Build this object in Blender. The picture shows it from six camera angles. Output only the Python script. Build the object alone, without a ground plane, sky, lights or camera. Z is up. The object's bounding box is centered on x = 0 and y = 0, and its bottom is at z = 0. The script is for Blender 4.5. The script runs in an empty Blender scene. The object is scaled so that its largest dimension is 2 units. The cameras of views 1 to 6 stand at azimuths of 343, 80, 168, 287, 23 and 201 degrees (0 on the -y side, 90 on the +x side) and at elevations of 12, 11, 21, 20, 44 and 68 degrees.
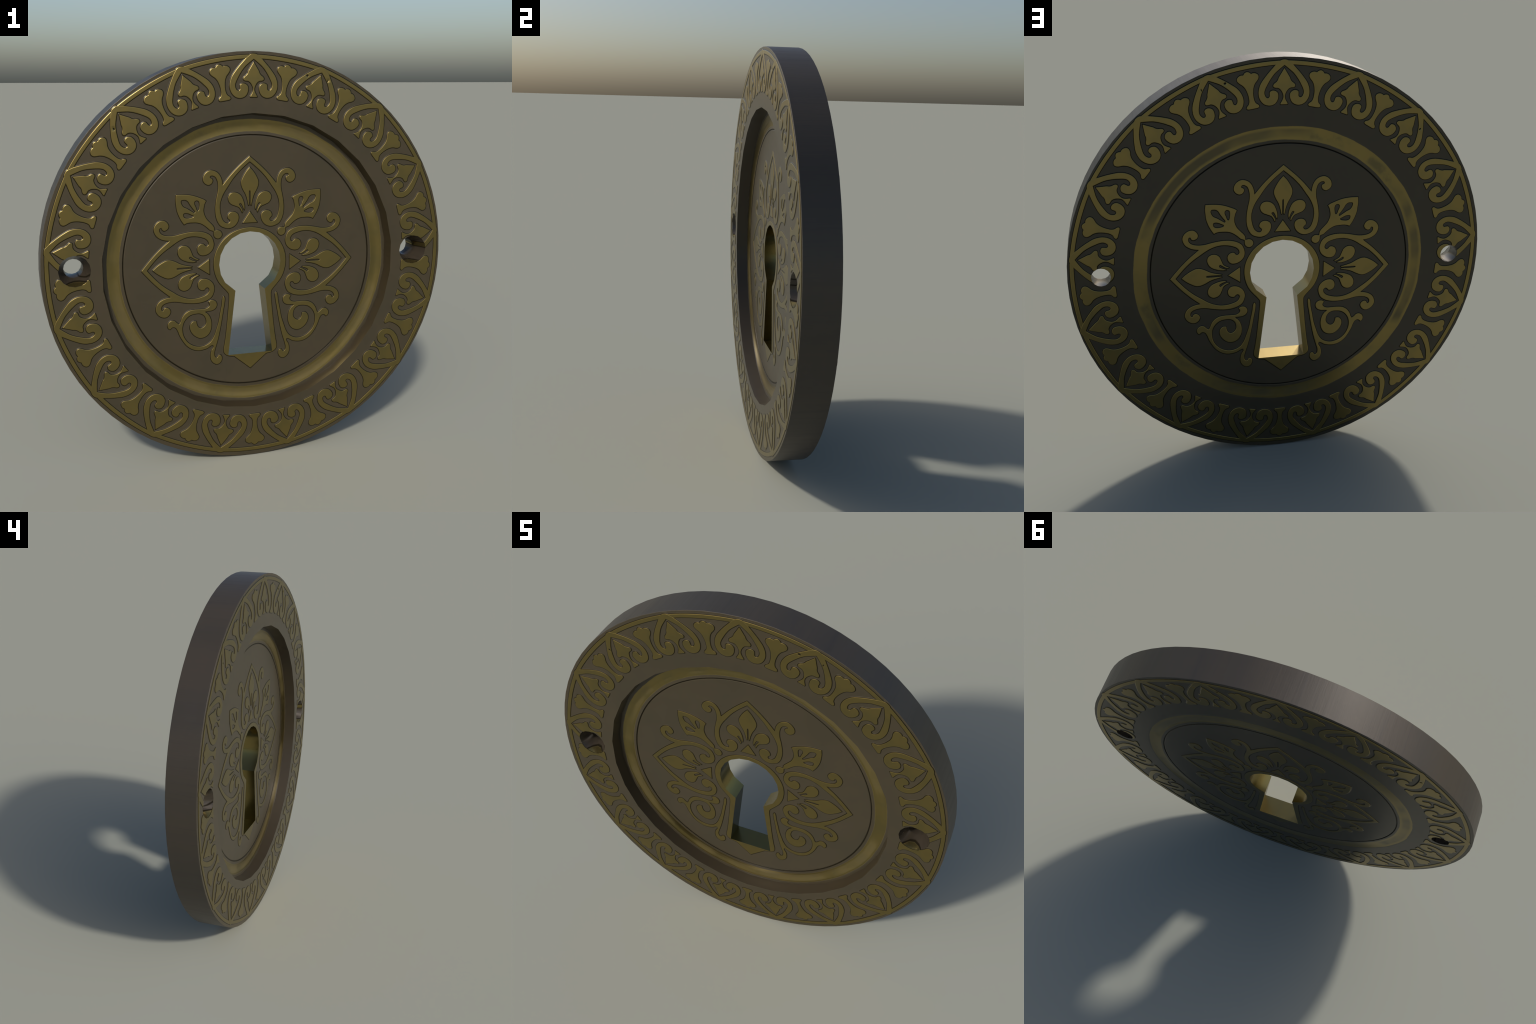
"""Round antique keyhole escutcheon standing on its edge: a thick disc with a
stepped recess on the front, a gilded cavetto ring, a frieze of heart-shaped
palmettes round the rim and an arabesque round the keyhole, on both faces."""
import math
import random
import bpy
import bmesh
import numpy as np
from mathutils import Matrix, Vector
from mathutils.geometry import delaunay_2d_cdt

random.seed(7)

# ------------------------------------------------------------------ sizes (m)
SQUASH = 0.992            # the disc is a touch wider than tall
CZ = 1.0                  # disc centre before the squash
FRONT, BACK = -0.0790, 0.0790     # ground planes of the two ornamented faces
FLOOR = -0.0158           # plane of the sunken centre disc (front)
RELIEF = 0.0026           # height of the ornament over its ground
GC = (0.0015, 0.9795 / SQUASH)    # centre shared by recess, ring and groove
R_RECESS, N_RECESS = 0.7295, 30   # faceted lip of the recess
R_GROOVE = 0.6245
HOLE_X, HOLE_Z = 0.849, 1.0045 / SQUASH
HOLE_R_FRONT, HOLE_R_BACK = 0.0735, 0.0448

# relief cross-section: distance outside the outline -> height over the ground
SECTION = [(0.9 * d, h * RELIEF) for d, h in ((-0.0035, 1.0), (-0.0029, 1.0), (-0.0015, 0.91), (-0.0001, 0.62),
                                        (0.0018, 0.37), (0.0034, 0.15), (0.0051, -0.14))]


# ------------------------------------------------------------------ 2D curves
def smooth_loop(points, step=0.004, closed=True):
    """Catmull-Rom through the points; a third entry 1 marks a sharp corner."""
    n = len(points)
    p = [Vector(q[:2]) for q in points]
    sharp = [len(q) > 2 for q in points]
    out = []
    for i in range(n if closed else n - 1):
        a, b = p[i], p[(i + 1) % n]
        prev = a - (b - a) * 0.5 if sharp[i] or (not closed and i == 0) else p[i - 1]
        nxt = b + (b - a) * 0.5 if sharp[(i + 1) % n] or (not closed and i == n - 2) else p[(i + 2) % n]
        d0, d1, d2 = (max((q - r).length, 1e-6) for q, r in ((a, prev), (b, a), (nxt, b)))
        m0 = ((a - prev) / d0 * d1 + (b - a)) * 0.5 if not sharp[i] else (b - a)
        m1 = ((nxt - b) / d2 * d1 + (b - a)) * 0.5 if not sharp[(i + 1) % n] else (b - a)
        k = max(2, int(d1 / step) + 1)
        for j in range(k):
            t = j / k
            out.append((2 * t ** 3 - 3 * t ** 2 + 1) * a + (t ** 3 - 2 * t ** 2 + t) * m0
                       + (3 * t ** 2 - 2 * t ** 3) * b + (t ** 3 - t ** 2) * m1)
    if not closed:
        out.append(p[-1])
    return [(v.x, v.y) for v in out]


def mm(points, dx=0.0, dy=0.0):
    """Millimetre control points to metres, moved by (dx, dy)."""
    return [(q[0] / 1000 - dx, q[1] / 1000 - dy) + tuple(q[2:]) for q in points]


def mirrored(half):
    """Close a half outline (right side, running along x > 0) by reflection."""
    back = [(-q[0],) + tuple(q[1:]) for q in reversed(half) if abs(q[0]) > 1e-4]
    return list(half) + back


def circle(cx, cy, r, n, phase=0.0):
    return [(cx + r * math.sin(math.tau * i / n + phase), cy + r * math.cos(math.tau * i / n + phase)) for i in range(n)]


# ------------------------------------------------- signed distance and relief
def distance_grid(loops, step, margin=0.008):
    pts = np.array([p for l in loops for p in l])
    lo, hi = pts.min(0) - margin, pts.max(0) + margin
    nx, ny = (np.ceil((hi - lo) / step).astype(int) + 1)
    X, Y = np.meshgrid(lo[0] + step * np.arange(nx), lo[1] + step * np.arange(ny), indexing="ij")
    best = np.full(X.shape, 1e9)
    inside = np.zeros(X.shape, bool)
    for l in loops:
        l = np.array(l)
        for (ax, ay), (bx, by) in zip(l, np.roll(l, -1, 0)):
            ex, ey = bx - ax, by - ay
            t = np.clip(((X - ax) * ex + (Y - ay) * ey) / (ex * ex + ey * ey + 1e-18), 0, 1)
            np.minimum(best, (X - ax - t * ex) ** 2 + (Y - ay - t * ey) ** 2, out=best)
            if ay != by:
                inside ^= ((ay > Y) != (by > Y)) & (X < ax + (Y - ay) * ex / ey)
    return lo, np.where(inside, -1, 1) * np.sqrt(best)


def sample(grid, lo, step, x, y):
    u = np.clip((np.asarray(x) - lo[0]) / step, 0, grid.shape[0] - 1.001)
    v = np.clip((np.asarray(y) - lo[1]) / step, 0, grid.shape[1] - 1.001)
    i, j = u.astype(int), v.astype(int)
    f, g = u - i, v - j
    return (grid[i, j] * (1 - f) * (1 - g) + grid[i + 1, j] * f * (1 - g)
            + grid[i, j + 1] * (1 - f) * g + grid[i + 1, j + 1] * f * g)


def contour(grid, lo, step, level, verts, edges):
    """Marching squares: append the iso-line at the level to verts and edges."""
    g = grid - level
    cache = {}

    def cut(i, j, k, l):
        key = (i, j, k, l)
        if key not in cache:
            a, b = g[i, j], g[k, l]
            t = min(max(a / (a - b), 0.06), 0.94)
            cache[key] = len(verts)
            verts.append(Vector((lo[0] + step * (i + (k - i) * t), lo[1] + step * (j + (l - j) * t))))
        return cache[key]

    s = g < 0
    cells = s[:-1, :-1].astype(int) + s[1:, :-1] + s[1:, 1:] + s[:-1, 1:]
    for i, j in zip(*np.nonzero((cells > 0) & (cells < 4))):
        i, j = int(i), int(j)
        ring = [(i, j), (i + 1, j), (i + 1, j + 1), (i, j + 1)]
        crossed = []
        for a, b in zip(ring, ring[1:] + ring[:1]):
            if s[a] != s[b]:
                a, b = min(a, b), max(a, b)
                crossed.append(cut(*a, *b))
        for k in range(0, len(crossed) - 1, 2):
            edges.append((crossed[k], crossed[k + 1]))


def relief_mesh(name, loops, material, step=0.0012, hole=None, open_hole=None, nicks=()):
    """Raised ornament with a soft chamfered border over the given outlines.
    hole: polygon drilled out with a short wall; open_hole: without a wall."""
    lo, grid = distance_grid(loops, step)
    verts, edges = [], []
    for level, _ in SECTION:
        contour(grid, lo, step, level, verts, edges)
    void = hole or open_hole
    if void:
        k = len(verts)
        verts += [Vector(p) for p in void]
        edges += [(k + i, k + (i + 1) % len(void)) for i in range(len(void))]
    for x, y, rx, ry in nicks:                # casting flaws: small dents
        for q in (1.0, 0.7, 0.4):
            verts += [Vector((x + q * rx * px, y + q * ry * py)) for px, py in circle(0, 0, 1, 14, q)]
        verts.append(Vector((x, y)))
    co, _, faces, _, _, _ = delaunay_2d_cdt(verts, edges, [], 0, 1e-6)
    c = np.array([tuple(v) for v in co])
    d = sample(grid, lo, step, c[:, 0], c[:, 1])
    levels, heights = zip(*SECTION)
    h = np.interp(d, levels, heights)
    for x, y, rx, ry in nicks:
        q = np.hypot((c[:, 0] - x) / rx, (c[:, 1] - y) / ry)
        h = np.minimum(h, np.interp(q, [0, 0.5, 1.0, 1.01], [0.3 * RELIEF, 0.36 * RELIEF, RELIEF, 1]))
    tri = np.array([f for f in faces if len(f) == 3])
    mid = c[tri].mean(1)
    keep = sample(grid, lo, step, mid[:, 0], mid[:, 1]) < SECTION[-1][0] - 2e-5
    if void:
        keep &= ~inside_polygon(void, mid)
    tri = tri[keep]
    a, b, e = c[tri[:, 0]], c[tri[:, 1]], c[tri[:, 2]]
    area = (b - a)[:, 0] * (e - a)[:, 1] - (b - a)[:, 1] * (e - a)[:, 0]
    tri[area < 0] = tri[area < 0][:, ::-1]
    tri = tri[np.abs(area) > 1e-13]
    used = np.unique(tri)
    remap = np.full(len(c), -1)
    remap[used] = np.arange(len(used))
    me = bpy.data.meshes.new(name)
    me.from_pydata([(c[i, 0], c[i, 1], h[i]) for i in used], [], remap[tri].tolist())
    if hole:
        bm = bmesh.new()
        bm.from_mesh(me)
        ring = np.array(hole)
        rim = []
        for ed in bm.edges:
            if len(ed.link_faces) == 1:
                m = (ed.verts[0].co + ed.verts[1].co) / 2
                if polygon_distance(ring, m.x, m.y) < 3e-4:
                    rim.append(ed)
        for ed in rim:
            lp = ed.link_loops[0]
            p, q = lp.vert, lp.link_loop_next.vert
            r = bm.verts.new((q.co.x, q.co.y, -0.001))
            s = bm.verts.new((p.co.x, p.co.y, -0.001))
            p2, q2 = bm.verts.new(p.co), bm.verts.new(q.co)
            bm.faces.new((q2, p2, s, r))
        bm.to_mesh(me)
        bm.free()
    me.polygons.foreach_set("use_smooth", [True] * len(me.polygons))
    me.materials.append(material)
    return me


def polygon_distance(ring, x, y):
    a, b = ring, np.roll(ring, -1, 0)
    e = b - a
    t = np.clip(((x - a[:, 0]) * e[:, 0] + (y - a[:, 1]) * e[:, 1]) / (e ** 2).sum(1), 0, 1)
    return np.hypot(x - a[:, 0] - t * e[:, 0], y - a[:, 1] - t * e[:, 1]).min()


def inside_polygon(poly, pts):
    inside = np.zeros(len(pts), bool)
    poly = np.array(poly)
    for (ax, ay), (bx, by) in zip(poly, np.roll(poly, -1, 0)):
        if ay != by:
            inside ^= ((ay > pts[:, 1]) != (by > pts[:, 1])) & (pts[:, 0] < ax + (pts[:, 1] - ay) * (bx - ax) / (by - ay))
    return inside


def mirror_mesh(me, name):
    out = me.copy()
    out.name = name
    out.transform(Matrix.Diagonal((-1, 1, 1, 1)))
    out.flip_normals()
    return out


# ------------------------------------------------------------------ materials
def nodes_of(name):
    m = bpy.data.materials.new(name)
    m.use_nodes = True
    t = m.node_tree
    return m, t, t.nodes["Principled BSDF"]


def math_node(t, op, a, b=None, c=None):
    n = t.nodes.new("ShaderNodeMath")
    n.operation = op
    for i, v in enumerate((a, b, c)):
        if v is None:
            continue
        if isinstance(v, (int, float)):
            n.inputs[i].default_value = v
        else:
            t.links.new(v, n.inputs[i])
    return n.outputs[0]


def step_node(t, value, lo, hi):
    n = t.nodes.new("ShaderNodeMapRange")
    n.interpolation_type = "SMOOTHSTEP"
    t.links.new(value, n.inputs["Value"])
    n.inputs["From Min"].default_value, n.inputs["From Max"].default_value = lo, hi
    return n.outputs["Result"]


def mix_colour(t, fac, a, b):
    n = t.nodes.new("ShaderNodeMix")
    n.data_type = "RGBA"
    t.links.new(fac, n.inputs[0])
    for v, s in ((a, n.inputs[6]), (b, n.inputs[7])):
        if isinstance(v, tuple):
            s.default_value = (*v, 1)
        else:
            t.links.new(v, s)
    return n.outputs[2]


def mix_value(t, fac, a, b):
    n = t.nodes.new("ShaderNodeMix")
    t.links.new(fac, n.inputs[0])
    for v, s in ((a, n.inputs[2]), (b, n.inputs[3])):
        if isinstance(v, (int, float)):
            s.default_value = v
        else:
            t.links.new(v, s)
    return n.outputs[0]


def noise(t, vector, scale, detail=4.0, stretch=None, rough=0.55):
    if stretch:
        mp = t.nodes.new("ShaderNodeMapping")
        mp.inputs["Scale"].default_value = stretch
        t.links.new(vector, mp.inputs[0])
        vector = mp.outputs[0]
    n = t.nodes.new("ShaderNodeTexNoise")
    n.inputs["Scale"].default_value, n.inputs["Detail"].default_value = scale, detail
    n.inputs["Roughness"].default_value = rough
    t.links.new(vector, n.inputs["Vector"])
    return n.outputs["Fac"]


def separate(t, vector):
    n = t.nodes.new("ShaderNodeSeparateXYZ")
    t.links.new(vector, n.inputs[0])
    return n.outputs


def radius_from(t, sep, cx, cz):
    x = math_node(t, "SUBTRACT", sep[0], cx)
    z = math_node(t, "SUBTRACT", sep[2], cz)
    return math_node(t, "SQRT", math_node(t, "ADD", math_node(t, "MULTIPLY", x, x), math_node(t, "MULTIPLY", z, z)))


BROWN = (0.046, 0.036, 0.020)
BROWN_ALT = (0.041, 0.0335, 0.019)
GOLD = (0.248, 0.194, 0.072)
GOLD_ALT = (0.222, 0.180, 0.072)
EDGE, EDGE_ALT = (0.055, 0.044, 0.032), (0.048, 0.040, 0.031)
SEAM_DARK = (0.010, 0.008, 0.004)
BROWN_ROUGH, GOLD_ROUGH, BROWN_METAL, GOLD_METAL = 0.35, 0.30, 0.15, 1.0


def finish(t, bsdf, gold_mask, dark_mask, coord, brown=None, rough_shift=0.0, metals=None):
    """Shared patina: brown bronze ground, gilding by mask, grime in the seams."""
    big = noise(t, coord, 3.5, 3)
    fine = noise(t, coord, 40, 4)
    base = brown or mix_colour(t, step_node(t, big, 0.40, 0.62), BROWN, BROWN_ALT)
    gilt = mix_colour(t, step_node(t, noise(t, coord, 9, 5), 0.42, 0.66), GOLD, GOLD_ALT)
    col = mix_colour(t, gold_mask, base, gilt)
    if dark_mask is not None:
        col = mix_colour(t, dark_mask, col, SEAM_DARK)
        t.links.new(mix_value(t, dark_mask, 0.5, 0.05), bsdf.inputs["Specular IOR Level"])
    t.links.new(col, bsdf.inputs["Base Color"])
    metal = mix_value(t, gold_mask, *(metals or (BROWN_METAL, GOLD_METAL)))
    t.links.new(metal, bsdf.inputs["Metallic"])
    rough = mix_value(t, gold_mask, BROWN_ROUGH + rough_shift, GOLD_ROUGH + rough_shift)
    rough = math_node(t, "ADD", rough, math_node(t, "MULTIPLY", math_node(t, "SUBTRACT", fine, 0.5), 0.05))
    t.links.new(rough, bsdf.inputs["Roughness"])
    return col


def ornament_material():
    m, t, b = nodes_of("gilded_relief")
    tc = t.nodes.new("ShaderNodeTexCoord")
    z = separate(t, tc.outputs["Object"])[2]
    gold = step_node(t, z, 0.46 * RELIEF, 0.58 * RELIEF)
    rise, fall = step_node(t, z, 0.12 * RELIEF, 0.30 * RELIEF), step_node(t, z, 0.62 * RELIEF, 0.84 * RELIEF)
    darkening = math_node(t, "MULTIPLY", math_node(t, "MULTIPLY", rise, math_node(t, "SUBTRACT", 1.0, fall)), 0.92)
    finish(t, b, gold, darkening, tc.outputs["Object"])
    return m


def bronze_material(name="brown_bronze", brown=None):
    m, t, b = nodes_of(name)
    tc = t.nodes.new("ShaderNodeTexCoord")
    zero = math_node(t, "ADD", 0.0, 0.0)
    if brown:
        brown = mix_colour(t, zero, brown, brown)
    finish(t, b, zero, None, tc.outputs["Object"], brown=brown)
    return m


def edge_material():
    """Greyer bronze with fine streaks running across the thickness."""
    m, t, b = nodes_of("streaked_bronze_edge")
    tc = t.nodes.new("ShaderNodeTexCoord")
    o = tc.outputs["Object"]
    streak = noise(t, o, 34, 7, stretch=(1, 0.03, 1), rough=0.75)
    broad = noise(t, o, 4, 3, stretch=(1, 0.05, 1))
    base = mix_colour(t, step_node(t, broad, 0.38, 0.64), EDGE, EDGE_ALT)
    base = mix_colour(t, math_node(t, "MULTIPLY", step_node(t, streak, 0.50, 0.72), 0.45), base, (0.034, 0.030, 0.028))
    zero = math_node(t, "ADD", 0.0, 0.0)
    finish(t, b, zero, None, o, brown=base, rough_shift=0.10, metals=(0.20, 1.0))
    rough = math_node(t, "ADD", 0.34, math_node(t, "MULTIPLY", streak, 0.20))
    t.links.new(rough, b.inputs["Roughness"])
    bump = t.nodes.new("ShaderNodeBump")
    bump.inputs["Strength"].default_value, bump.inputs["Distance"].default_value = 0.20, 0.004
    t.links.new(streak, bump.inputs["Height"])
    t.links.new(bump.outputs[0], b.inputs["Normal"])
    return m


def ring_material(name, r_in, r_out, stain):
    """Gilded cavetto with ragged worn borders and darker smudges."""
    m, t, b = nodes_of(name)
    tc = t.nodes.new("ShaderNodeTexCoord")
    o = tc.outputs["Object"]
    r = radius_from(t, separate(t, o), *GC)
    wob = math_node(t, "MULTIPLY", math_node(t, "SUBTRACT", noise(t, o, 5, 6, rough=0.6), 0.5), 0.016)
    r = math_node(t, "ADD", r, wob)
    gold = math_node(t, "MULTIPLY", step_node(t, r, r_in - 0.002, r_in + 0.002),
                     math_node(t, "SUBTRACT", 1.0, step_node(t, r, r_out - 0.0015, r_out + 0.0015)))
    smudge = step_node(t, noise(t, o, 4.5, 6, rough=0.65), 0.53, 0.68)
    true_r = radius_from(t, separate(t, o), *GC)
    band = math_node(t, "SUBTRACT", 1.0, step_node(t, math_node(t, "ABSOLUTE", math_node(t, "SUBTRACT", true_r, R_GROOVE - 0.0002)), 0.0024, 0.0040))  # near-black painted into the groove to deepen the shadow beside the ring
    middle = math_node(t, "SUBTRACT", 1.0, step_node(t, math_node(t, "ABSOLUTE", math_node(t, "SUBTRACT", r, 0.672)), 0.012, 0.027))
    sector = step_node(t, noise(t, o, 1.7, 3), 0.44, 0.56)
    worn = math_node(t, "MULTIPLY", math_node(t, "MAXIMUM", math_node(t, "MULTIPLY", smudge, 0.6), sector), math_node(t, "MULTIPLY", middle, stain))
    gold2 = math_node(t, "MULTIPLY", gold, math_node(t, "SUBTRACT", 1.0, worn))
    finish(t, b, gold2, math_node(t, "MULTIPLY", band, 0.95), o)
    return m


def gold_material():
    m, t, b = nodes_of("gilded_keyhole_wall")
    tc = t.nodes.new("ShaderNodeTexCoord")
    one = math_node(t, "ADD", 1.0, 0.0)
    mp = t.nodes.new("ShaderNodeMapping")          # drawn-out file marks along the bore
    mp.inputs["Scale"].default_value = (1, 0.04, 1)
    t.links.new(tc.outputs["Object"], mp.inputs[0])
    finish(t, b, one, None, mp.outputs[0], rough_shift=-0.06)
    return m


def hole_material(name, side):
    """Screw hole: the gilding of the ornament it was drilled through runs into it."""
    m, t, b = nodes_of(name)
    tc = t.nodes.new("ShaderNodeTexCoord")
    o = tc.outputs["Object"]
    s = separate(t, o)
    a = math.radians(271.5 if side < 0 else 88.6)
    knob = radius_from(t, s, 0.818 * math.sin(a), CZ + 0.818 * math.cos(a))
    g = math.radians(265.3 if side < 0 else 94.8)
    across = math_node(t, "ABSOLUTE", math_node(t, "ADD", math_node(t, "MULTIPLY", s[0], math.cos(g)),
                       math_node(t, "MULTIPLY", math_node(t, "SUBTRACT", s[2], CZ), -math.sin(g))))
    in_knob = math_node(t, "SUBTRACT", 1.0, step_node(t, knob, 0.044, 0.046))
    if side > 0:                          # a single thin gold band on this side
        band = math_node(t, "ABSOLUTE", math_node(t, "SUBTRACT", s[2], 1.022 / SQUASH))
        in_knob = math_node(t, "MULTIPLY", math_node(t, "SUBTRACT", 1.0, step_node(t, band, 0.011, 0.013)), step_node(t, s[0], 0.845, 0.85))
        knob = math_node(t, "ADD", band, 0.034)
    in_bar = math_node(t, "SUBTRACT", 1.0, step_node(t, across, 0.022, 0.025))
    gold = in_bar if side < 0 else math_node(t, "MAXIMUM", in_knob, in_bar)
    line = math_node(t, "SUBTRACT", 1.0, step_node(t, math_node(t, "ABSOLUTE", math_node(t, "SUBTRACT", knob, 0.047)), 0.001, 0.004))
    line2 = math_node(t, "SUBTRACT", 1.0, step_node(t, math_node(t, "ABSOLUTE", math_node(t, "SUBTRACT", across, 0.026)), 0.001, 0.004))
    finish(t, b, gold, math_node(t, "MULTIPLY", math_node(t, "MAXIMUM", line, line2), 0.9), o, rough_shift=-0.12, metals=(0.2, 0.9),
           brown=mix_colour(t, noise(t, o, 30), (0.036, 0.029, 0.020), (0.050, 0.040, 0.030)))
    return m


# ------------------------------------------------------------------ the object
root = bpy.data.objects.new("keyhole_escutcheon", None)
root.empty_display_size = 0.2
root.scale = (1, 1, SQUASH)
bpy.context.collection.objects.link(root)
root["label"] = "round brown bronze keyhole plate with gilded relief ornament"
root["category"] = "keyhole escutcheon"


def add(name, mesh, parent=None, matrix=None):
    ob = bpy.data.objects.new(name, mesh)
    bpy.context.collection.objects.link(ob)
    ob.parent = parent or root
    if matrix is not None:
        ob.matrix_local = matrix
    return ob


def face_matrix(back, x, z, ang=0.0, plane=None, sx=1.0, sy=1.0):
    """Ornament frame: local Y points outward along the angle (0 up, 90 right),
    local Z stands proud of the face."""
    a = math.radians(ang)
    up = Vector((math.sin(a), 0, math.cos(a)))
    out = Vector((0, 1 if back else -1, 0))
    across = up.cross(out)
    y = plane if plane is not None else (BACK if back else FRONT)
    m = Matrix((across * sx, up * sy, out)).transposed().to_4x4()
    m.translation = (x, y, z)
    return m


def mesh_from(name, verts, faces, material, smooth=True, sharp_deg=None):
    me = bpy.data.meshes.new(name)
    me.from_pydata(verts, [], faces)
    me.polygons.foreach_set("use_smooth", [smooth] * len(me.polygons))
    me.materials.append(material)
    if sharp_deg:
        me.set_sharp_from_angle(angle=math.radians(sharp_deg))
    return me


def lathe(name, profile, centre, n, material, sharp_deg=None, phase=0.0):
    """Turn (radius, y) points about the horizontal axis through the centre;
    listed so that the visible side faces left of the direction of travel."""
    verts, faces = [], []
    for r, y in profile:
        for i in range(n):
            a = math.tau * i / n + phase
            verts.append((centre[0] + r * math.sin(a), y, centre[1] + r * math.cos(a)))
    for k in range(len(profile) - 1):
        for i in range(n):
            j = (i + 1) % n
            faces.append((k * n + i, k * n + j, (k + 1) * n + j, (k + 1) * n + i))
    return mesh_from(name, verts, faces, material, True, sharp_deg)


def flat_face(name, outer, holes, y, facing, material):
    """Plane sheet with holes, facing -y (facing = -1) or +y (facing = 1)."""
    verts, edges = [], []
    for loop in [outer] + holes:
        k = len(verts)
        verts += [Vector(p) for p in loop]
        edges += [(k + i, k + (i + 1) % len(loop)) for i in range(len(loop))]
    co, _, faces, _, _, _ = delaunay_2d_cdt(verts, edges, [], 0, 1e-7)
    c = np.array([tuple(v) for v in co])
    tri = np.array(faces)
    mid = c[tri].mean(1)
    keep = inside_polygon(outer, mid)
    for h in holes:
        keep &= ~inside_polygon(h, mid)
    out = []
    for f in tri[keep]:
        a, b, d = c[f]
        ccw = (b[0] - a[0]) * (d[1] - a[1]) - (b[1] - a[1]) * (d[0] - a[0]) > 0
        out.append(tuple(int(i) for i in (f if ccw == (facing < 0) else f[::-1])))
    return mesh_from(name, [(p[0], y, p[1]) for p in c], out, material, False)


bronze, edge_mat, gilt_relief = bronze_material(), edge_material(), ornament_material()
gilt_wall = gold_material()
shade_baked_wall = bronze_material("shaded_bronze", (0.036, 0.027, 0.015))  # brown lowered so the recess wall has its shade in the base colour
ring_front = ring_material("worn_gilded_ring", 0.642, 0.7005, 0.45)
ring_back = ring_material("worn_gilded_ring_rear", 0.641, 0.7035, 0.7)

# ---- the thick edge
N_EDGE = 80
CH = 0.0016
edge = lathe("edge_band", [(1 - CH, FRONT), (1 - 0.0005, FRONT + 0.0005), (1.0, FRONT + CH), (1.0, BACK - CH), (1 - 0.0005, BACK - 0.0005), (1 - CH, BACK)],
             (0, CZ), N_EDGE, edge_mat, 15)
add("edge_band", edge)

# ---- keyhole outline: a faceted round bow over a flared slot
BOW = (0.0, 0.977 / SQUASH)
notch_x, notch_z = 0.0757, 0.8420 / SQUASH
foot_x, foot_z = 0.1142, 0.5160 / SQUASH
a_notch = math.atan2(notch_x, notch_z - BOW[1])
bow = [(BOW[0] + 0.1565 * math.sin(a), BOW[1] + 0.1565 / SQUASH * math.cos(a))
       for a in (math.radians(18 * i) for i in range(-7, 8))]
keyhole = bow + [(notch_x, notch_z), (foot_x, foot_z), (-foot_x, foot_z), (-notch_x, notch_z)]

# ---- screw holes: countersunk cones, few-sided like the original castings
HOLES = {s: (s * HOLE_X, HOLE_Z) for s in (-1, 1)}
N_HOLE = 16
hole_front = {s: circle(*c, HOLE_R_FRONT, N_HOLE) for s, c in HOLES.items()}
hole_back = {s: circle(*c, HOLE_R_BACK, N_HOLE) for s, c in HOLES.items()}
for s, c in HOLES.items():
    prof = [(HOLE_R_FRONT, FRONT), (HOLE_R_BACK + 0.002, -0.012), (HOLE_R_BACK, -0.008), (HOLE_R_BACK, BACK)]
    me = lathe("screw_hole", prof, c, N_HOLE, hole_material("drilled_wall_left" if s < 0 else "drilled_wall_right", s), 50)
    me.flip_normals()
    add("screw_hole", me)

# ---- front rim face and the recess
outer = circle(0, CZ, 1 - CH, N_EDGE)
lip = circle(*GC, R_RECESS, N_RECESS)
add("rim_face", flat_face("rim_face", outer, [lip, hole_front[-1], hole_front[1]], FRONT, -1, bronze))
wall = lathe("recess_wall", [(R_RECESS, FRONT), (0.7205, -0.028), (0.7192, -0.0205)], GC, N_RECESS, shade_baked_wall, 25)
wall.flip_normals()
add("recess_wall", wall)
cavetto = [(0.7235, -0.0216), (0.7120, -0.0212), (0.7030, -0.0208), (0.7012, -0.0204), (0.7000, -0.0201), (0.6980, -0.0199),
           (0.6890, -0.0180), (0.6780, -0.0156), (0.6720, -0.0146), (0.6650, -0.0141), (0.6540, -0.0142), (0.6420, -0.0149), (0.6340, -0.0156),
           (0.6300, -0.0161), (0.6282, -0.0163), (0.6271, -0.0161), (0.6261, -0.0150), (0.6255, -0.0138), (0.6236, -0.0137), (0.6208, -0.0152), (0.6180, FLOOR)]
me = lathe("ring_moulding", cavetto, GC, 180, ring_front)
me.flip_normals()
add("ring_moulding", me)
add("centre_disc", flat_face("centre_disc", circle(*GC, 0.6180, 180), [keyhole], FLOOR, -1, bronze))

# ---- rear face: flat, with the same ring only slightly dished
rear_ring = [(0.7120, BACK), (0.7060, BACK - 0.0003), (0.6980, BACK - 0.0007), (0.6850, BACK - 0.0012), (0.6700, BACK - 0.0014), (0.6550, BACK - 0.0012),
             (0.6420, BACK - 0.0007), (0.6330, BACK - 0.0002), (0.6285, BACK), (0.6268, BACK - 0.0008), (0.6255, BACK - 0.0030),
             (0.6243, BACK - 0.0030), (0.6228, BACK - 0.0010), (0.6205, BACK), (0.6180, BACK)]
add("ring_moulding", lathe("ring_moulding_rear", rear_ring, GC, 180, ring_back))
add("rear_face", flat_face("rear_face", outer, [circle(*GC, 0.7120, 180), hole_back[-1], hole_back[1]], BACK, 1, bronze))
add("centre_disc", flat_face("centre_disc_rear", circle(*GC, 0.6180, 180), [keyhole], BACK, 1, bronze))

# ---- keyhole wall
n = len(keyhole)
y0, y1 = FLOOR - RELIEF, BACK + RELIEF
me = mesh_from("keyhole_wall", [(x, y0, z) for x, z in keyhole] + [(x, y1, z) for x, z in keyhole],
               [(i, i + n, (i + 1) % n + n, (i + 1) % n) for i in range(n)], gilt_wall, True, 35)
add("keyhole_wall", me)

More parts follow.
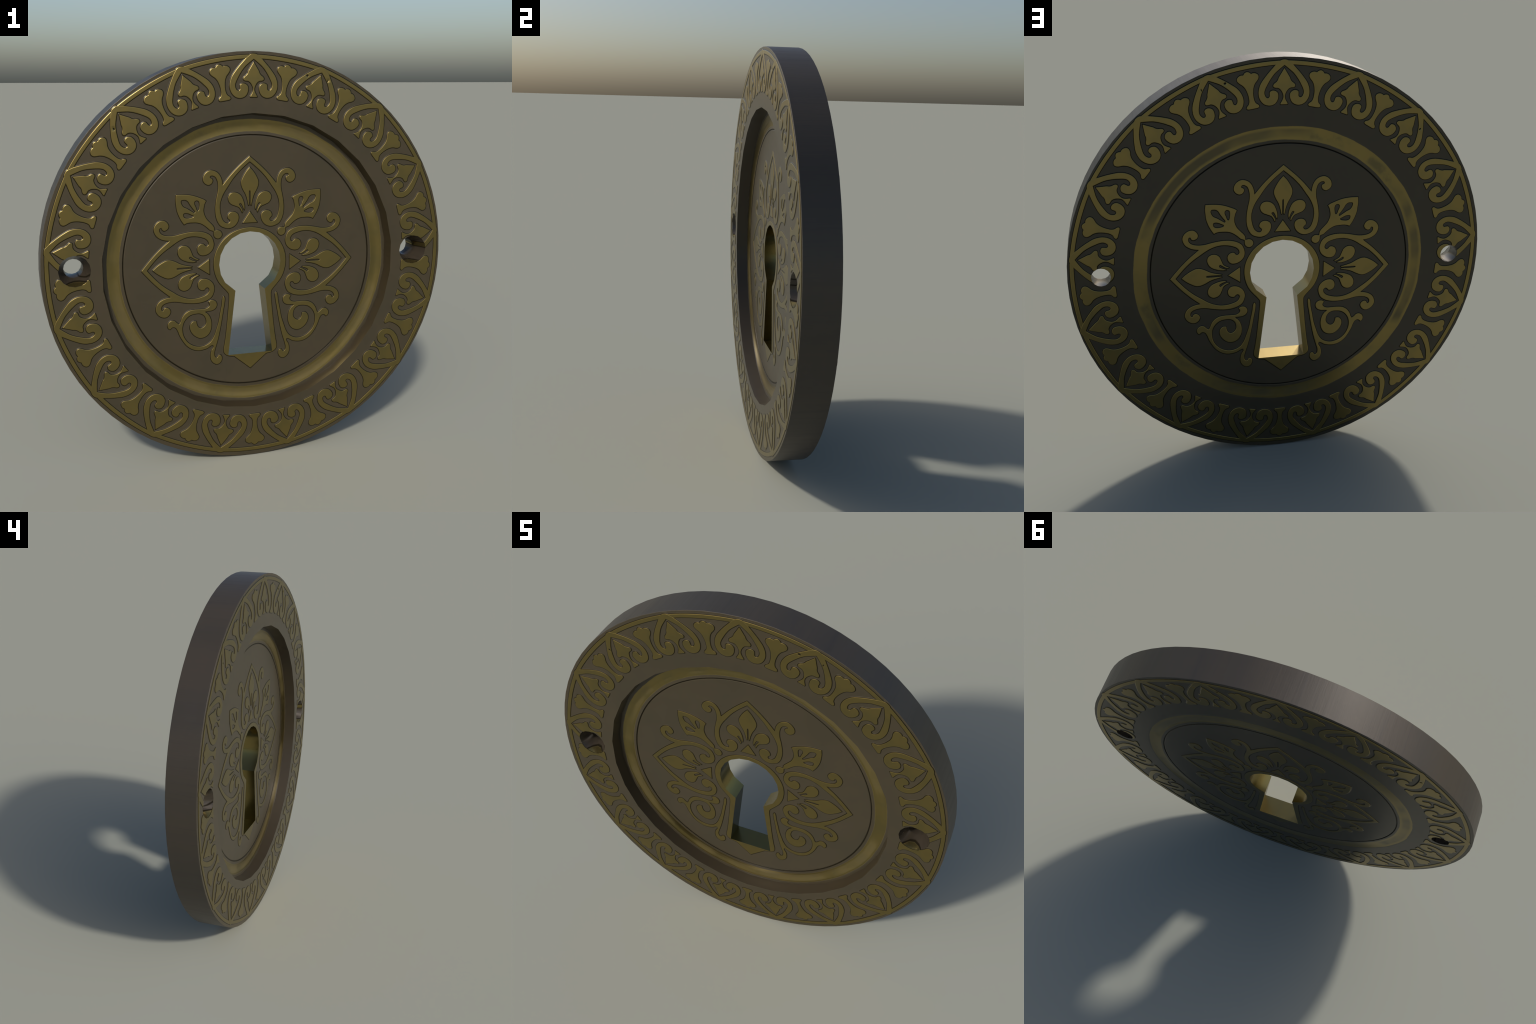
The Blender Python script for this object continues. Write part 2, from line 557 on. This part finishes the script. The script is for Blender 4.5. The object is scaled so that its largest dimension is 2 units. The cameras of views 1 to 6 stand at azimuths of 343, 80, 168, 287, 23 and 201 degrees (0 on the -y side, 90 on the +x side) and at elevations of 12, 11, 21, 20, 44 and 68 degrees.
# ============================================================== rim ornament
# Outlines in disc coordinates (mm from the disc centre, palmette at the top).
heart_half = mm([(0, 988.5), (10, 987.5), (18, 984), (23, 979.5), (36, 969), (50, 954), (70, 932), (90, 907), (105, 885), (113, 864), (116, 843),
                 (113, 822), (103, 803), (88, 790), (70, 785), (53, 787), (38, 796), (29, 811), (26, 827), (28, 840), (35, 848), (46, 853),
                 (57, 852), (65, 846), (66, 836), (66, 826), (72, 820), (80, 822), (86, 830), (89, 843), (86, 857), (77, 876), (62, 902),
                 (43, 927), (23, 945), (0, 963, 1)])
spade_half = mm([(0, 951, 1), (9, 936), (20, 918), (26, 908), (29, 899), (36, 890), (46, 882), (50, 875), (48, 867), (41, 864), (29, 863),
                 (20, 858), (11, 847), (5, 833), (4, 821), (7, 811), (13, 800), (17, 793, 1), (16, 789, 1), (0, 789)])
bar_half = mm([(0, 952), (7, 950), (13, 946), (17, 941), (27, 942), (38, 939), (48, 929), (48, 917), (40, 906), (29, 896), (20, 882),
               (14, 863), (11, 842), (12, 820), (17, 808), (26, 800), (29, 792), (25, 787), (12, 785.5), (0, 785.5)])
PITCH = 360 / 17
fil = []
for k in range(13):                      # one border strip, flatter than the rim circle
    u = -1 + k / 6
    fil.append((u, 0.9845 - 0.0024 * (1 - u * u)))
for k in range(13):
    u = 1 - k / 6
    fil.append((u, 0.9662 - 0.0028 * (1 - u * u)))
half_span = math.radians(PITCH / 2 - 0.75)
fillet = [(r * math.sin(u * half_span), r * math.cos(u * half_span)) for u, r in fil]

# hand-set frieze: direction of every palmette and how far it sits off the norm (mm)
PALMETTES = [(0.1, 0), (20.6, 0), (41.1, 5), (62.2, 5), (83.6, 2), (105.2, 6), (126.6, 5), (147.9, -2), (169.4, -5),
             (190.6, -6), (212.0, -5), (233.2, 1), (254.8, -1), (276.4, -1), (298.0, -1), (319.0, 1), (339.4, 0)]
FLAWS = {21: [(-0.0640, 0.9252, 0.0080, 0.0060), (0.0425, 0.9367, 0.0030, 0.0075)], 319: [(-0.0612, 0.9186, 0.0045, 0.0075)]}
BARS = [(10.3, 0), (30.3, 1), (51.5, 4), (73.6, 4), (94.6, 2), (115.5, 3), (136.7, 0), (158.4, -3), (179.8, -5),
        (201.2, -4), (222.6, -5), (244.2, -2), (265.6, -3), (287.3, -2), (308.6, -1), (329.5, -1), (350.0, 0)]

spline = {k: smooth_loop(mirrored(v)) for k, v in (("heart_arch", heart_half), ("spade_leaf", spade_half), ("baluster", bar_half))}
spline["border_strip"] = smooth_loop([p + ((1,) if i in (0, 12, 13, 25) else ()) for i, p in enumerate(fillet)])
shared = {k: relief_mesh(k, [v], gilt_relief) for k, v in spline.items()}


def place(kind, back, ang, off, parent=None, lift=0.0):
    a = math.radians(ang)
    plane = (BACK + lift) if back else (FRONT - lift)
    m = face_matrix(back, off * math.sin(a), CZ + off * math.cos(a), ang, plane)
    me = shared[kind]
    # pieces that a screw hole runs through get that hole drilled out
    for s, c in HOLES.items():
        r = HOLE_R_BACK if back else HOLE_R_FRONT
        inv = m.inverted()
        q = inv @ Vector((c[0], plane, c[1]))
        pts = np.array(spline[kind])
        if polygon_distance(pts, q.x, q.y) < r + 0.006 or inside_polygon(spline[kind], np.array([[q.x, q.y]]))[0]:
            ring = [(inv @ Vector((x, plane, z))) for x, z in (hole_back if back else hole_front)[s]]
            me = relief_mesh(kind + "_drilled", [spline[kind]], gilt_relief, hole=[(p.x, p.y) for p in ring])
    if kind == "heart_arch" and round(ang) in FLAWS:
        me = relief_mesh(kind + "_flawed", [spline[kind]], gilt_relief,
                         nicks=[((-x if back else x), y, rx, ry) for x, y, rx, ry in FLAWS[round(ang)]])
    ob = add(kind, me)
    if parent is not None:
        ob.parent = parent[0]
        ob.matrix_local = parent[1].inverted() @ m
    else:
        ob.matrix_local = m
    return ob, m


for back in (False, True):
    for i, (ang, off) in enumerate(PALMETTES):
        arch = place("heart_arch", back, ang, off / 1000)
        place("spade_leaf", back, ang, off / 1000, parent=arch)
        place("baluster", back, BARS[i][0], BARS[i][1] / 1000)
        nxt = PALMETTES[(i + 1) % 17]
        mid = (ang + (nxt[0] - ang) % 360 / 2) % 360
        place("border_strip", back, mid, (off + nxt[1]) / 2000, lift=-0.0004)

# =========================================================== centre ornament
TIP = 1.4985
heart_scroll_half = mm([(0, 1498, 1), (30, 1473), (62, 1444.5), (96, 1410), (135, 1364, 1), (138, 1385), (145, 1405), (158, 1423), (175, 1433),
                        (196, 1436), (216, 1426), (229, 1408), (231, 1388), (221, 1373), (204, 1366), (190, 1372), (183, 1386), (187, 1396), (197, 1401),
                        (195, 1408), (183, 1410), (170, 1402), (162, 1387), (158, 1365), (159, 1337), (165, 1309), (170, 1281), (173, 1249), (171, 1218),
                        (163, 1190), (148, 1168), (126, 1157), (103, 1154), (80, 1162), (62, 1182), (56, 1204), (60, 1221), (72, 1231), (88, 1234),
                        (104, 1228), (112, 1214), (111, 1203), (103, 1196), (100, 1188), (106, 1180), (118, 1180), (133, 1191), (143, 1213), (149, 1241),
                        (149, 1269), (142, 1298), (129, 1326), (109, 1356), (83, 1393), (51, 1428), (23, 1453), (0, 1472, 1)], 0, TIP)
leaf_half = mm([(0, 1446, 1), (17, 1427), (33, 1402), (43, 1379), (43, 1361), (35, 1339), (22, 1315), (14, 1291), (7, 1260, 1), (4, 1262), (3.5, 1282),
                (3.5, 1313), (2.5, 1330), (0, 1334)], 0, TIP)
leaflet = mm([(81, 1327), (98, 1321), (108, 1304), (106, 1285), (95, 1271), (75, 1262), (55, 1253), (45, 1239), (39, 1226, 1), (36, 1231), (40, 1246),
              (49, 1260), (54, 1269), (47, 1273), (38, 1261), (32, 1246), (28, 1239, 1), (26, 1250), (28, 1271), (35, 1293), (45, 1311), (61, 1323)], 0, TIP)
triangle = mm([(0, 1232, 1), (38, 1176, 1), (-38, 1176, 1)], 0, TIP)
inner = {
    "heart_scroll": relief_mesh("heart_scroll", [smooth_loop(mirrored(heart_scroll_half))], gilt_relief, 0.0014),
    "leaf": relief_mesh("leaf", [smooth_loop(mirrored(leaf_half))], gilt_relief),
    "leaflet": relief_mesh("leaflet", [smooth_loop(leaflet)], gilt_relief),
    "triangle": relief_mesh("triangle", [smooth_loop(triangle)], gilt_relief),
}
inner["leaflet_mirror"] = mirror_mesh(inner["leaflet"], "leaflet_mirror")

lotus_out = mm([(-363, 1326, 1), (-330, 1326), (-299, 1323), (-273, 1317), (-244, 1306), (-226, 1298), (-217, 1291, 1), (-224, 1278), (-228, 1262),
                (-230, 1244), (-226, 1225), (-217, 1206), (-202, 1189), (-187, 1173), (-181, 1164), (-178.5, 1152), (-178, 1146), (-172, 1146.5),
                (-162, 1148), (-150, 1144), (-142, 1134), (-141, 1122), (-148, 1111), (-159, 1106), (-171, 1109), (-179, 1117), (-182, 1128),
                (-182, 1137), (-183, 1143), (-189, 1146), (-199, 1149), (-208, 1157), (-227, 1173), (-246, 1184), (-264, 1189), (-283, 1190),
                (-301, 1190), (-316, 1187), (-326, 1182, 1), (-340, 1203), (-352, 1228), (-360, 1252), (-363, 1275), (-365, 1301)])
slit_mid = mm([(-327, 1300), (-316, 1299), (-305, 1291), (-296, 1276), (-283, 1257), (-272, 1241), (-274, 1237), (-289, 1245), (-309, 1258),
               (-328, 1268), (-336, 1280), (-339, 1293), (-336, 1299)])
slit_top = mm([(-264, 1295), (-254, 1291), (-250, 1280), (-251, 1263), (-254, 1249), (-257, 1246), (-262, 1249), (-268, 1264), (-274, 1279), (-273, 1290)])
slit_low = mm([(-328, 1234), (-317, 1237), (-302, 1234), (-288, 1227), (-279, 1222), (-280, 1218), (-295, 1213), (-312, 1212), (-325, 1217), (-329, 1227)])
inner["lotus"] = relief_mesh("lotus", [smooth_loop(l) for l in (lotus_out, slit_mid, slit_top, slit_low)], gilt_relief)
inner["lotus_mirror"] = mirror_mesh(inner["lotus"], "lotus_mirror")

volute = mm([(-136, 820), (-130, 812), (-130, 794), (-138, 746), (-149, 682), (-161, 624), (-171, 586), (-181, 554), (-186, 531), (-183, 515),
             (-175, 508), (-168, 513), (-163, 521), (-154, 521), (-147, 508), (-149, 491), (-161, 477), (-175, 474), (-192, 483), (-203, 500), (-206, 520),
             (-201, 546), (-190, 567), (-193, 574), (-202, 572), (-221, 561), (-244, 555), (-267, 554), (-295, 562), (-324, 583), (-345, 612),
             (-359, 639), (-368, 663), (-377, 678), (-388, 683), (-397, 680), (-404, 673), (-414, 680), (-417, 695), (-409, 710), (-395, 717),
             (-381, 714), (-370, 703), (-359, 696, 1), (-353, 706), (-346, 725), (-330, 746), (-308, 759), (-282, 763), (-251, 763), (-225, 764),
             (-209, 773), (-206, 782), (-213, 796, 1), (-202, 803), (-186, 803), (-173, 792), (-170, 776), (-179, 759), (-196, 751), (-216, 749),
             (-229, 747), (-216, 736), (-203, 713), (-198, 683), (-202, 654), (-217, 629), (-237, 618), (-259, 617), (-281, 628), (-300, 650), (-307, 673),
             (-303, 692), (-290, 704), (-274, 704, 1), (-272, 690), (-265, 674), (-252, 667), (-238, 672), (-226, 689), (-226, 708), (-235, 728),
             (-254, 740), (-276, 741), (-302, 736), (-324, 720), (-339, 696), (-344, 667), (-340, 638), (-326, 610), (-304, 589), (-279, 577),
             (-253, 573), (-228, 578), (-205, 592), (-188, 617), (-175, 652), (-163, 690), (-155, 731), (-146, 776), (-141, 811)])
inner["volute"] = relief_mesh("volute", [smooth_loop(volute)], gilt_relief, 0.0014)
inner["volute_mirror"] = mirror_mesh(inner["volute"], "volute_mirror")

frame_half = mm([(0, 1154), (47, 1148), (95, 1129), (137, 1096), (167, 1053), (182, 1008), (184, 970), (176, 927), (160, 891), (137, 862),
                 (119, 842), (110, 829), (108, 812), (111, 770), (122, 657), (132, 582), (138, 545), (135, 528), (119, 514), (83, 506, 1), (0, 437, 1)])
frame = [(x, z / SQUASH) + tuple(c) for x, z, *c in mirrored(frame_half)]
inner["keyhole_frame"] = relief_mesh("keyhole_frame", [smooth_loop(frame)], gilt_relief, 0.0014, open_hole=keyhole)

for back in (False, True):
    plane = BACK if back else FLOOR
    for ang in (0, 90, 270):
        if ang == 0:
            m = face_matrix(back, 0, TIP / SQUASH, 0, plane, 1, 1 / SQUASH)
        else:
            m = face_matrix(back, 0.5365 * (1 if ang == 90 else -1), 0.9705 / SQUASH, ang, plane, 1.02 / SQUASH, 1.03)
        arch = add("heart_scroll", inner["heart_scroll"], None, m)
        for kind in ("leaf", "leaflet", "leaflet_mirror", "triangle"):
            add(kind.replace("_mirror", ""), inner[kind], arch, Matrix.Identity(4))
    squash = 1 / SQUASH
    for kind in ("lotus", "lotus_mirror", "volute", "volute_mirror"):
        add(kind.replace("_mirror", ""), inner[kind], None, face_matrix(back, 0, 0, 0, plane, 1, squash))
    add("keyhole_frame", inner["keyhole_frame"], None, face_matrix(back, 0, 0, 0, plane))
